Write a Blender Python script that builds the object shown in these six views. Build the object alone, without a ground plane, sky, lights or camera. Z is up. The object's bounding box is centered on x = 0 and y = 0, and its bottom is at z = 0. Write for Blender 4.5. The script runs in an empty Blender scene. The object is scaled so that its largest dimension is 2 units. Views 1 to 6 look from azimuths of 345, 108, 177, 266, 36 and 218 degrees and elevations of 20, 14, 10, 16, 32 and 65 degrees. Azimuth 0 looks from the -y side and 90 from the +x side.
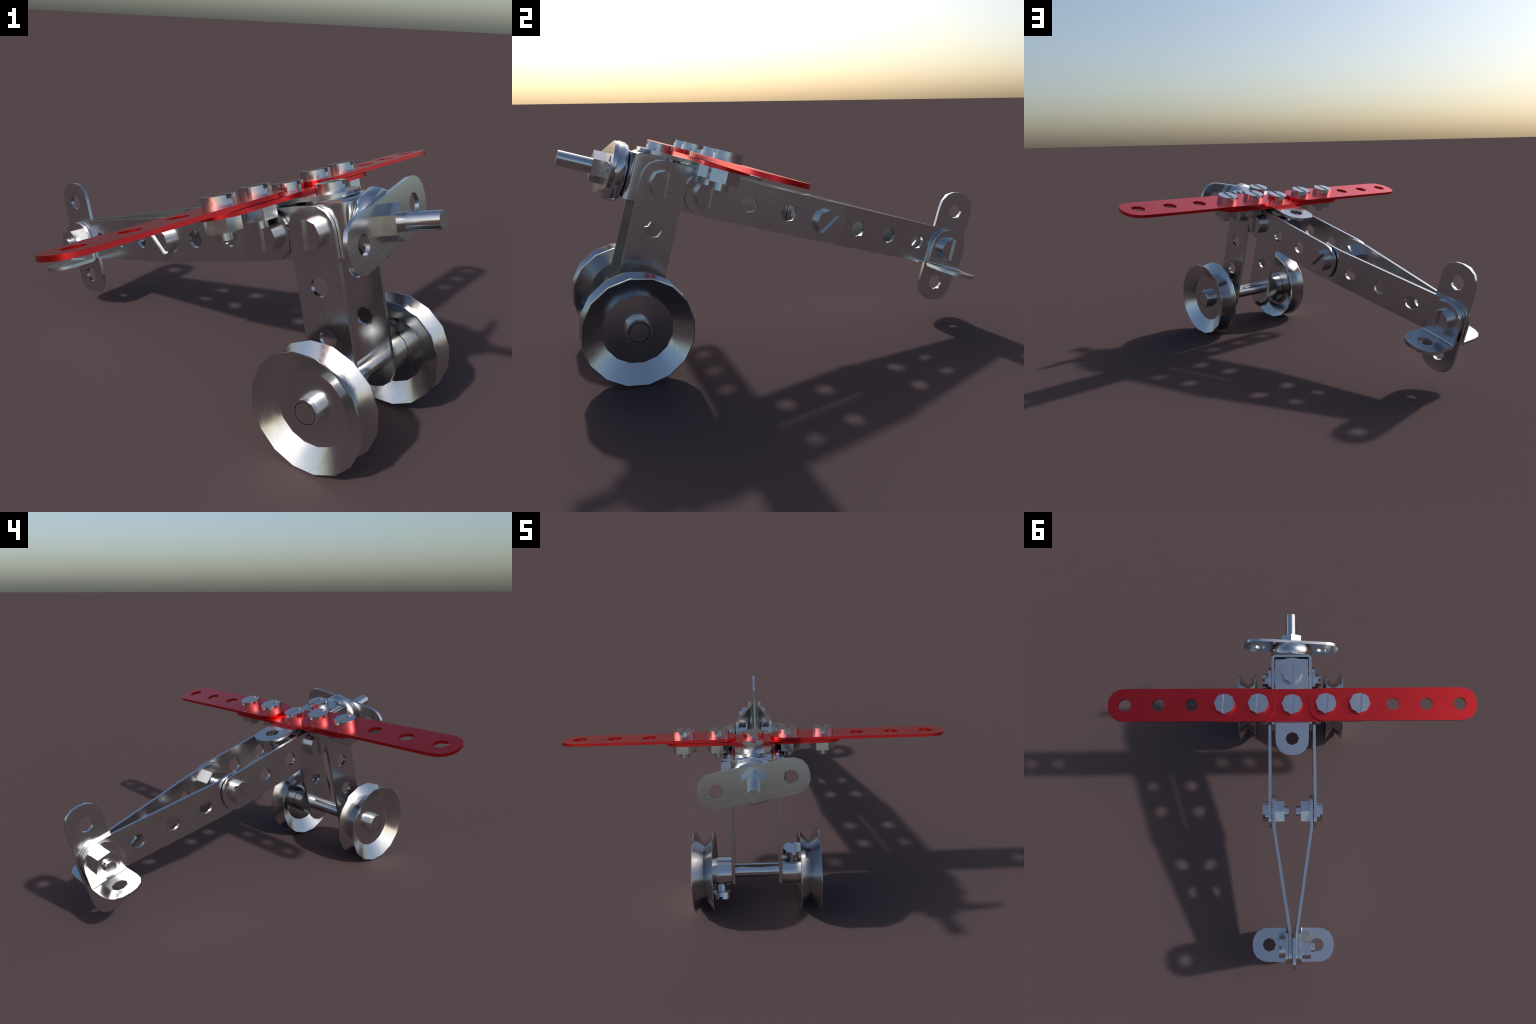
"""Toy airplane bolted together from perforated metal construction strips.

Everything is laid out on the hole pitch of the construction set: one unit = one hole pitch.
Model frame (before the airplane is placed in the world): x to the pilot's right, y to the nose,
z up; origin on the wing's centre hole, level with the top of the outer wing strips.
"""
import math
import bpy
from mathutils import Matrix, Vector

PITCH = 0.20693            # metres per hole pitch
T = 0.085                  # sheet thickness
END = (0.503, 0.517, 0.527, 0.513, 0.5)   # reach of a strip's squarish round end, every 22.5 degrees
HOLE = 0.2                 # hole radius
LINE = -0.822              # height of the fuselage bolt line
SMOOTH_ANGLE = math.radians(50)

# pose of the airplane in the world: heading, slight bank, nose-up attitude
PLACE = (Matrix.Translation((0.04493, -0.26683, 0.96103))
         @ Matrix.Rotation(math.radians(-142.97), 4, 'Z')
         @ Matrix.Rotation(math.radians(0.327), 4, 'Y')
         @ Matrix.Rotation(math.radians(16.25), 4, 'X'))


# ------------------------------------------------------------------ materials
def metal(name, base, dark, roughness, streak, streak_mix):
    """Brushed sheet metal: streaks stretched along one axis, sparse pits, soft smudges."""
    m = bpy.data.materials.new(name)
    m.use_nodes = True
    nt = m.node_tree
    n, l = nt.nodes, nt.links
    bsdf = n["Principled BSDF"]
    co = n.new("ShaderNodeTexCoord")

    def mapped(scale):
        mp = n.new("ShaderNodeMapping")
        mp.inputs["Scale"].default_value = scale
        l.new(co.outputs["Object"], mp.inputs["Vector"])
        return mp.outputs["Vector"]

    def ramp(src, a, b, lo, hi):
        r = n.new("ShaderNodeMapRange")
        r.inputs["From Min"].default_value, r.inputs["From Max"].default_value = a, b
        r.inputs["To Min"].default_value, r.inputs["To Max"].default_value = lo, hi
        l.new(src, r.inputs["Value"])
        return r.outputs["Result"]

    def math_node(op, a, b):
        q = n.new("ShaderNodeMath")
        q.operation = op
        for i, v in enumerate((a, b)):
            if isinstance(v, (int, float)):
                q.inputs[i].default_value = v
            else:
                l.new(v, q.inputs[i])
        return q.outputs[0]

    brush = n.new("ShaderNodeTexNoise")          # brushing
    brush.inputs["Scale"].default_value = 1.0
    brush.inputs["Detail"].default_value = 2.0
    l.new(mapped(streak), brush.inputs["Vector"])
    smudge = n.new("ShaderNodeTexNoise")         # handling marks
    smudge.inputs["Scale"].default_value = 9.0
    smudge.inputs["Detail"].default_value = 3.0
    l.new(mapped((1, 1, 1)), smudge.inputs["Vector"])
    pits = n.new("ShaderNodeTexVoronoi")         # pin-prick pits, in clusters
    pits.inputs["Scale"].default_value = 95.0
    l.new(mapped((1, 1, 1)), pits.inputs["Vector"])
    cluster = n.new("ShaderNodeTexNoise")
    cluster.inputs["Scale"].default_value = 14.0
    l.new(mapped((1, 1, 1)), cluster.inputs["Vector"])
    pit = math_node('MULTIPLY', ramp(pits.outputs["Distance"], 0.05, 0.13, 1, 0),
                    ramp(cluster.outputs["Fac"], 0.66, 0.70, 0, 1))

    tone = n.new("ShaderNodeMix")
    tone.data_type = 'RGBA'
    tone.inputs["A"].default_value = (*base, 1)
    tone.inputs["B"].default_value = (*dark, 1)
    fac = math_node('ADD', math_node('MULTIPLY', ramp(brush.outputs["Fac"], 0.42, 0.68, 0, 1), streak_mix),
                    math_node('MULTIPLY', pit, 0.35))
    l.new(fac, tone.inputs["Factor"])
    l.new(tone.outputs["Result"], bsdf.inputs["Base Color"])
    rough = math_node('ADD', ramp(smudge.outputs["Fac"], 0.3, 0.7, roughness - 0.015, roughness + 0.02),
                      ramp(brush.outputs["Fac"], 0.4, 0.7, -0.02, 0.03))
    l.new(rough, bsdf.inputs["Roughness"])
    bsdf.inputs["Metallic"].default_value = 1.0
    return m


STEEL_BASE, STEEL_DARK = (0.63, 0.64, 0.65), (0.51, 0.52, 0.53)
RED_BASE, RED_DARK = (0.94, 0.046, 0.050), (0.80, 0.032, 0.036)
STEEL = metal("brushed_steel", STEEL_BASE, STEEL_DARK, 0.21, (6, 170, 170), 0.16)
STEEL_TURNED = metal("turned_steel", (0.58, 0.59, 0.60), (0.47, 0.48, 0.49), 0.20, (110, 110, 6), 0.22)
STEEL_PLAIN = metal("plated_steel", STEEL_BASE, STEEL_DARK, 0.20, (25, 25, 25), 0.05)
RED = metal("red_lacquered_metal", RED_BASE, RED_DARK, 0.23, (6, 170, 170), 0.12)


# ------------------------------------------------------------------ mesh making
def make_mesh(name, verts, faces, material, ring_angle=None):
    """ring_angle: sharper limit for edges that run round a turned part (both ends at the same x)."""
    me = bpy.data.meshes.new(name)
    me.from_pydata([tuple(c * PITCH for c in v) for v in verts], [], faces)
    me.validate()
    import bmesh
    bm = bmesh.new()
    bm.from_mesh(me)
    bmesh.ops.recalc_face_normals(bm, faces=bm.faces)
    for f in bm.faces:
        f.smooth = True
    for e in bm.edges:
        round_edge = ring_angle and abs(e.verts[0].co.x - e.verts[1].co.x) < 1e-6
        e.smooth = len(e.link_faces) == 2 and e.calc_face_angle(0) < (ring_angle if round_edge else SMOOTH_ANGLE)
    bm.to_mesh(me)
    bm.free()
    me.materials.append(material)
    return me


def ribbon(name, holes, material, start=None, end=None, cuts=(), reach=None, path=None, thickness=T):
    """Perforated strip of width 1 along s, octagonal holes; path(s) bends it.

    holes: hole centres along s. start / end: None = rounded end half a pitch past the hole,
    a number = square end there. cuts: extra cross lines for bends. reach: {hole: (before, after)}
    half-lengths of a hole's cell where a bend sits closer than half a pitch.
    path(s) -> (x, z, nx, nz) of the sheet's middle surface; default straight along x.
    """
    reach = reach or {}
    path = path or (lambda s: (s, 0.0, 0.0, 1.0))
    flat, index, polys = [], {}, []

    def vert(s, w):
        key = (round(s, 4), round(w, 4))
        if key not in index:
            index[key] = len(flat)
            flat.append((s, w))
        return index[key]

    def strip_between(a, b):
        lines = [a] + [c for c in sorted(cuts) if a + 1e-4 < c < b - 1e-4] + [b]
        for p, q in zip(lines, lines[1:]):
            for w0, w1 in ((-0.5, 0.0), (0.0, 0.5)):
                polys.append([vert(p, w0), vert(q, w0), vert(q, w1), vert(p, w1)])

    def half_cell(h, sign, rounded, d):
        rim = [(h + sign * HOLE * math.cos(a), HOLE * math.sin(a))
               for a in (math.pi / 2, math.pi / 4, 0, -math.pi / 4, -math.pi / 2)]
        if rounded:
            arc = [(h + sign * END[abs(k - 4)] * math.cos(a), END[abs(k - 4)] * math.sin(a))
                   for k, a in ((k, math.pi / 2 - k * math.pi / 8) for k in range(9))]
            for i in range(4):
                polys.append([vert(*rim[i]), vert(*arc[2 * i]), vert(*arc[2 * i + 1]),
                              vert(*arc[2 * i + 2]), vert(*rim[i + 1])])
        else:
            box = [(h, .5), (h + sign * d, .5), (h + sign * d, 0), (h + sign * d, -.5), (h, -.5)]
            for i in range(4):
                polys.append([vert(*rim[i]), vert(*box[i]), vert(*box[i + 1]), vert(*rim[i + 1])])

    edge = start
    for i, h in enumerate(holes):
        before, after = reach.get(i, (0.5, 0.5))
        first, last = i == 0 and start is None, i == len(holes) - 1 and end is None
        if not first and edge is not None and h - before - edge > 1e-4:
            strip_between(edge, h - before)
        half_cell(h, -1, first, before)
        half_cell(h, +1, last, after)
        edge = h + after
    if end is not None:
        strip_between(edge, end)

    # orient every flat polygon the same way, then give the sheet its thickness
    def area(p):
        return sum(flat[p[i - 1]][0] * flat[p[i]][1] - flat[p[i]][0] * flat[p[i - 1]][1] for i in range(len(p)))
    polys = [p if area(p) > 0 else p[::-1] for p in polys]
    count, verts = len(flat), []
    for side in (0.5, -0.5):
        for s, w in flat:
            x, z, nx, nz = path(s)
            verts.append((x + nx * thickness * side, w, z + nz * thickness * side))
    faces = list(polys) + [[v + count for v in reversed(p)] for p in polys]
    used = {}
    for p in polys:
        for a, b in zip(p, p[1:] + p[:1]):
            used[(a, b)] = True
    for a, b in used:
        if (b, a) not in used:
            faces.append([b, a, a + count, b + count])
    return make_mesh(name, verts, faces, material)


def bent_path(segments):
    """Middle line in the x-z plane: ('line', length) and ('turn', radius, degrees) pieces in order."""
    pieces, x, z, a, s = [], 0.0, 0.0, 0.0, 0.0
    for seg in segments:
        pieces.append((s, x, z, a, seg))
        if seg[0] == 'line':
            x, z, s = x + math.cos(a) * seg[1], z + math.sin(a) * seg[1], s + seg[1]
        else:
            r, d = seg[1], math.radians(seg[2])
            k = math.copysign(1, d)
            cx, cz = x - math.sin(a) * r * k, z + math.cos(a) * r * k
            a2 = a + d
            x, z = cx + math.sin(a2) * r * k, cz - math.cos(a2) * r * k
            a, s = a2, s + abs(d) * r
    total = s

    def f(s):
        s0, x, z, a, seg = [p for p in pieces if p[0] <= s + 1e-7][-1] if s > 0 else pieces[0]
        if seg[0] == 'line':
            px, pz = x + math.cos(a) * (s - s0), z + math.sin(a) * (s - s0)
        else:
            r, k = seg[1], math.copysign(1, seg[2])
            cx, cz = x - math.sin(a) * r * k, z + math.cos(a) * r * k
            a = a + k * (s - s0) / r
            px, pz = cx + math.sin(a) * r * k, cz - math.cos(a) * r * k
        return px, pz, -math.sin(a), math.cos(a)
    return f, [p[0] for p in pieces] + [total]


def lathe_parts(profiles):
    """Closed profiles [(axial, radius)...] turned about x, each with its own number of sides."""
    verts, faces = [], []
    for profile, sides, turn in profiles:
        base, k = len(verts), len(profile)
        for j in range(sides):
            a = 2 * math.pi * j / sides + turn
            verts += [(x, r * math.cos(a), r * math.sin(a)) for x, r in profile]
        for j in range(sides):
            j2 = (j + 1) % sides
            for i in range(k):
                i2 = (i + 1) % k
                faces.append([base + j * k + i, base + j * k + i2, base + j2 * k + i2, base + j2 * k + i])
    return verts, faces


def rod_parts(x0, x1, r, sides, turn=0.0, base=0):
    verts = [(x, r * math.cos(2 * math.pi * j / sides + turn), r * math.sin(2 * math.pi * j / sides + turn))
             for x in (x0, x1) for j in range(sides)]
    faces = [[base + j, base + (j + 1) % sides, base + sides + (j + 1) % sides, base + sides + j] for j in range(sides)]
    faces += [[base + j for j in reversed(range(sides))], [base + sides + j for j in range(sides)]]
    return verts, faces


def screw_mesh(name, shank, radius=0.31, height=0.19, slot=0.056, depth=0.075, shank_radius=0.15):
    """Cheese-head screw: axis z, seat at z = 0, head above, slot along y, shank below."""
    corner = [(radius * math.cos(math.radians(45 * k + 90)), radius * math.sin(math.radians(45 * k + 90))) for k in range(8)]
    c = radius * math.cos(math.radians(45))
    y_cut = radius - (radius - c) * slot / c
    left = [(-slot, y_cut)] + corner[1:4] + [(-slot, -y_cut)]
    right = [(slot, -y_cut)] + corner[5:8] + [(slot, y_cut)]
    ring = [corner[0]] + left + [corner[4]] + right          # 12 points, counter-clockwise
    n, mid = len(ring), height - depth
    verts = [(x, y, 0.0) for x, y in ring] + [(x, y, mid) for x, y in ring]
    faces = [list(reversed(range(n)))]
    faces += [[i, (i + 1) % n, n + (i + 1) % n, n + i] for i in range(n)]
    faces.append([n + 0, n + 1, n + 5, n + 6, n + 7, n + 11])   # slot floor
    for first, last in ((1, 5), (7, 11)):
        b = len(verts)
        verts += [(x, y, height) for x, y in ring[first:last + 1]]
        m = last - first + 1
        faces += [[n + first + i, n + first + i + 1, b + i + 1, b + i] for i in range(m - 1)]
        faces.append([n + last, n + first, b, b + m - 1])
        faces.append([b + i for i in range(m)])
    b = len(verts)
    sv, sf = rod_parts(-shank, 0.01, shank_radius, 8, math.pi / 8, b)
    verts += [(y, z, x) for x, y, z in sv]
    return make_mesh(name, verts, faces + sf, STEEL_PLAIN)


def nut_mesh(name, height=0.27, radius=0.35):
    """Hexagonal nut: axis z, seat at z = 0, body below, open bore."""
    bore, verts, faces = 0.165, [], []
    for z in (0.0, -height):
        verts += [(radius * math.cos(math.radians(60 * k)), radius * math.sin(math.radians(60 * k)), z) for k in range(6)]
        verts += [(bore * math.cos(math.radians(60 * k)), bore * math.sin(math.radians(60 * k)), z) for k in range(6)]
    for k in range(6):
        q = (k + 1) % 6
        faces += [[k, q, 12 + q, 12 + k], [6 + q, 6 + k, 18 + k, 18 + q],
                  [q, k, 6 + k, 6 + q], [12 + k, 12 + q, 18 + q, 18 + k]]
    return make_mesh(name, verts, faces, STEEL_PLAIN)


# ------------------------------------------------------------------ placing
root = bpy.data.objects.new("toy_airplane", None)
root["label"] = "toy airplane of bolted perforated steel strips with red wings"
root["category"] = "toy airplane"
root.location = (0, 0, 0)
bpy.context.scene.collection.objects.link(root)


def put(name, mesh, where, parent=None):
    """where: matrix in the airplane's own frame, lengths in hole pitches."""
    o = bpy.data.objects.new(name, mesh)
    bpy.context.scene.collection.objects.link(o)
    m = where.copy()
    m.translation = m.translation * PITCH
    world = PLACE @ m
    o.parent = parent or root
    o.matrix_parent_inverse = Matrix.Identity(4)
    o.matrix_basis = world if parent is None else (PLACE @ parent_frame[parent]).inverted() @ world
    parent_frame[o] = m
    return o


parent_frame = {}


def frame(origin, x, z):
    """Matrix from an origin and the directions of the part's own x and z axes."""
    x, z = Vector(x).normalized(), Vector(z).normalized()
    y = z.cross(x).normalized()
    x = y.cross(z)
    m = Matrix((x, y, z)).transposed().to_4x4()
    m.translation = Vector(origin)
    return m


def fasten(screw, nut, seat, axis, slot, grip, nut_turn=0.0):
    """Screw with its head on `seat` facing along `axis`, slot along `slot`; nut `grip` further in."""
    axis, slot = Vector(axis).normalized(), Vector(slot)
    x = slot.cross(axis)
    put("screw", screw, frame(Vector(seat) - axis * 0.004, x, axis))
    if nut:
        m = frame(Vector(seat) - axis * (grip - 0.004), x, axis) @ Matrix.Rotation(math.radians(nut_turn), 4, 'Z')
        put("nut", nut, m)


SCREW = screw_mesh("screw", 0.60)
LONG_SCREW = screw_mesh("long_screw", 0.85)
SET_SCREW = screw_mesh("set_screw", 0.55, radius=0.29)
NUT = nut_mesh("nut")
STRIP3 = ribbon("strip_three_holes", [-1, 0, 1], STEEL)
STRIP4 = ribbon("strip_four_holes", [-1.5, -.5, .5, 1.5], STEEL)
LEG4 = ribbon("landing_leg", [k * 1.008 for k in (-1.5, -.5, .5, 1.5)], STEEL)
WING5 = ribbon("wing_strip_five_holes", [-2, -1, 0, 1, 2], RED)

# ---- wing: two outer strips lapped over a middle strip, on a spine strip
Z_MID, Z_SPINE = -T - 0.011, -2 * T - 0.013          # top faces
put("wing_panel", WING5, Matrix.Translation((3, 0, -T / 2)))
put("wing_panel", WING5, Matrix.Translation((-3, 0, -T / 2)))
put("wing_center_strip", WING5, Matrix.Translation((0, 0, Z_MID - T / 2)))
put("spine_strip", STRIP3, frame((0, 0, Z_SPINE - T / 2), (0, 1, 0), (0, 0, 1)))
for k, turn, nut_turn in ((-2, 4.0, 0), (-1, 4.7, -1), (1, 6.2, 0), (2, 6.8, 1)):
    slot = (math.sin(math.radians(turn)), math.cos(math.radians(turn)), 0)
    fasten(SCREW, NUT, (k, 0, 0), (0, 0, 1), slot, 2 * T + 0.011, nut_turn)
fasten(SCREW, NUT, (0, 0, Z_MID), (0, 0, 1), (0.07, 1, 0), 2 * T + 0.002, 0)
fasten(SCREW, NUT, (0, 1, Z_SPINE), (0, 0, 1), (0.02, 1, 0), 2 * T + 0.004, 0)

# ---- angle brackets: one hole on each flange
inner = 0.03
mid = inner + T / 2
hole_at = 0.57 - T - inner                           # from hole to where the bend starts
bp, marks = bent_path([('line', 0.5 + hole_at), ('turn', mid, 90), ('line', 0.5 + hole_at)])
arc = mid * math.pi / 2
ANGLE = ribbon("angle_bracket", [0.5, 0.5 + 2 * hole_at + arc], STEEL,
               cuts=[marks[1] + arc * q for q in (0, 1 / 3, 2 / 3, 1)],
               reach={0: (.5, hole_at - 0.02), 1: (hole_at - 0.02, .5)}, path=bp)
# in its own frame the first flange runs along +x (its hole at x = 0.5), then turns up +z;
# corner of the outer faces:
corner_x = 0.5 + hole_at + inner + T
corner_z = -T / 2


def put_angle(name, corner, along, up):
    """corner: outer corner point; `along` points from it along the first flange, `up` along the second."""
    m = frame((0, 0, 0), -Vector(along), Vector(up))
    m.translation = Vector(corner) - (m.to_3x3() @ Vector((corner_x, 0, corner_z)))
    put(name, ANGLE, m)


Z_NOSE = Z_SPINE - T - 0.004
put_angle("nose_angle_bracket", (0, 1.538, Z_NOSE), (0, -1, 0), (0, 0, -1))

# ---- U-shaped nose bracket
half, front, r_out = 0.615, 1.657, 0.12
rm = r_out - T / 2
side_len, front_len = front - r_out - (-0.62), 2 * (half - r_out)
bp, marks = bent_path([('line', side_len), ('turn', rm, 90), ('line', front_len), ('turn', rm, 90), ('line', side_len)])
arc = rm * math.pi / 2
s_mid = side_len + arc + front_len / 2
total = 2 * s_mid
U = ribbon("nose_bracket", [0.5, 1.5, s_mid, total - 1.5, total - 0.5], STEEL,
           cuts=[marks[1] + arc * q for q in (0, 1 / 3, 2 / 3, 1)] + [marks[3] + arc * q for q in (0, 1 / 3, 2 / 3, 1)],
           path=bp)
# path starts at the tail end of the left side, runs along +x (= airplane +y), turns to +z (= airplane +x)
put("nose_bracket", U, frame((-half + T / 2, -0.62, LINE), (0, 1, 0), (1, 0, 0)))

# ---- fuselage sides, landing legs
Y_LEG, Y_SIDE = 0.882, -0.125
X_OUT = 0.670
slope = math.radians(8.63)
rear_mid = 0.557
tail_x = 0.053 + T / 2
r_bend = 0.35
run = (rear_mid - tail_x) / math.sin(slope) - 2 * r_bend * math.tan(slope / 2)
lead = 1.0 - r_bend * math.tan(slope / 2) - 0.01
bp, marks = bent_path([('line', lead), ('turn', r_bend, -8.63), ('line', run), ('turn', r_bend, 8.63), ('line', 1.2)])
mirror_bp = lambda f: (lambda s: (f(s)[0], -f(s)[1], -f(s)[2], f(s)[3]))
bend_cuts = [marks[1], marks[2], marks[3], marks[4]]
rear_holes = [0.5, 1.5, 2.5, 3.5, 4.5]
rear_reach = {0: (.5, .46), 1: (.46, .5), 2: (.5, .5), 3: (.5, .46), 4: (.46, .5)}
REAR = {+1: ribbon("fuselage_rear_strip", rear_holes, STEEL, cuts=bend_cuts, reach=rear_reach, path=bp),
        -1: ribbon("fuselage_rear_strip", rear_holes, STEEL, cuts=bend_cuts, reach=rear_reach, path=mirror_bp(bp))}
for s in (1, -1):
    put("fuselage_front_strip", STRIP4, frame((s * X_OUT, Y_SIDE - 1.5, LINE + 0.002), (0, 1, -0.0016), (s, 0, 0)))
    # own x runs to the tail, own z to the pilot's right
    put("fuselage_rear_strip", REAR[s], frame((s * rear_mid, Y_SIDE - 3 + 0.5, LINE + 0.004), (0, -1, 0.0016), (1, 0, 0)))
    put("landing_leg", LEG4, frame((s * X_OUT, Y_LEG, LINE - 1.5 * 1.008), (0, 0, 1), (s, 0, 0)))
    face = s * (X_OUT + T / 2)
    fasten(SCREW, NUT, (face, Y_LEG, LINE), (s, 0, 0), (0, 0.06, 1), 2 * T + 0.014, 12)
    fasten(SCREW, NUT, (face, Y_SIDE, LINE), (s, 0, 0), (0, 0.05, 1), 2 * T + 0.014, 40)
    fasten(SCREW, NUT, (face, Y_SIDE - 3, LINE), (s, 0, 0), (0, -0.68, 1), 2 * T + 0.03, 120 - s * 0)

# ---- propeller: shaft, round washer, blade strip, nut
Z_SHAFT = -0.831
v, f = rod_parts(1.25, 3.10, 0.172, 10)
SHAFT = make_mesh("propeller_shaft", v, f, STEEL_PLAIN)
nose = frame((0, 0, Z_SHAFT), (0, 1, 0), (0, 0, 1))
put("propeller_shaft", SHAFT, nose)
bulge = [(1.664, 0.18), (1.664, 0.55), (1.69, 0.615), (1.785, 0.662), (1.90, 0.670), (1.98, 0.640),
         (2.026, 0.600), (2.026, 0.18)]
v, f = lathe_parts([(bulge, 10, math.radians(90))])
put("domed_washer", make_mesh("domed_washer", v, f, STEEL_PLAIN), nose)
blade_tilt = math.radians(9.9)
put("propeller", STRIP3, frame((0, 2.073, Z_SHAFT), (math.cos(blade_tilt), 0, -math.sin(blade_tilt)), (0, 1, 0)))
put("nut", NUT, frame((0, 2.11, Z_SHAFT), (0, 0, 1), (0, -1, 0)))
put("screw", screw_mesh("shaft_head", 0.1, height=0.17), frame((0, 1.44, Z_SHAFT), (1, 0, 0), (0, -1, 0)))

# ---- tail: fin between the strip ends, an angle bracket on each side as tailplane
Y_TAIL, TAIL_LINE = -7.112, LINE + 0.009
put("tail_fin", ribbon("tail_fin", [-1.004, 0, 1.004], STEEL), frame((0, Y_TAIL - 0.022, LINE + 0.034), (0, 0.016, 1), (1, 0, 0)))
for s in (1, -1):
    inner_face = s * 0.151
    m = frame((0, 0, 0), (-s, 0, 0), (0, 0, 1))
    m.translation = Vector((inner_face, Y_TAIL, TAIL_LINE - 0.57)) - (m.to_3x3() @ Vector((corner_x, 0, corner_z)))
    put("tailplane_bracket", ANGLE, m)
fasten(LONG_SCREW, NUT, (-0.151 - T, Y_TAIL, TAIL_LINE), (-1, 0, 0), (0, 0.05, 1), 0.302 + 2 * T, 52)

# ---- axle and wheels
Z_AXLE = -3.853
v, f = rod_parts(-1.762, 1.762, 0.207, 16)
put("axle", make_mesh("axle", v, f, STEEL_PLAIN), Matrix.Translation((0, Y_LEG, Z_AXLE)))
sheave = [(1.474, 0.215), (1.474, 0.752), (1.224, 1.165), (1.227, 1.184), (1.244, 1.186),
          (1.516, 0.784), (1.788, 1.186), (1.805, 1.184), (1.808, 1.165), (1.558, 0.752), (1.558, 0.215)]
v, f = lathe_parts([(sheave, 16, 0.0)])
WHEEL = make_mesh("wheel", v, f, STEEL_TURNED, math.radians(25))
collar = [(0.730, 0.215), (0.730, 0.415), (1.460, 0.415), (1.460, 0.215)]
boss = [(1.550, 0.226), (1.550, 0.295), (1.690, 0.295), (1.690, 0.283), (1.766, 0.274), (1.766, 0.226)]
v, f = lathe_parts([(collar, 12, 0.0), (boss, 10, math.radians(9))])
HUB = make_mesh("wheel_hub", v, f, STEEL_PLAIN, math.radians(25))
for s, angle, seat in ((1, -72, 0.60), (-1, 78, 0.57)):
    m = frame((0, Y_LEG, Z_AXLE), (s, 0, 0), (0, 0, 1))
    w = put("wheel", WHEEL, m)
    put("wheel_hub", HUB, m, parent=w)
    d = Vector((0, math.cos(math.radians(angle)), math.sin(math.radians(angle))))
    put("set_screw", SET_SCREW, frame(Vector((s * 1.055, Y_LEG, Z_AXLE)) + d * seat, (1, 0.06 * d.z, -0.06 * d.y), d), parent=w)

bpy.context.view_layer.update()
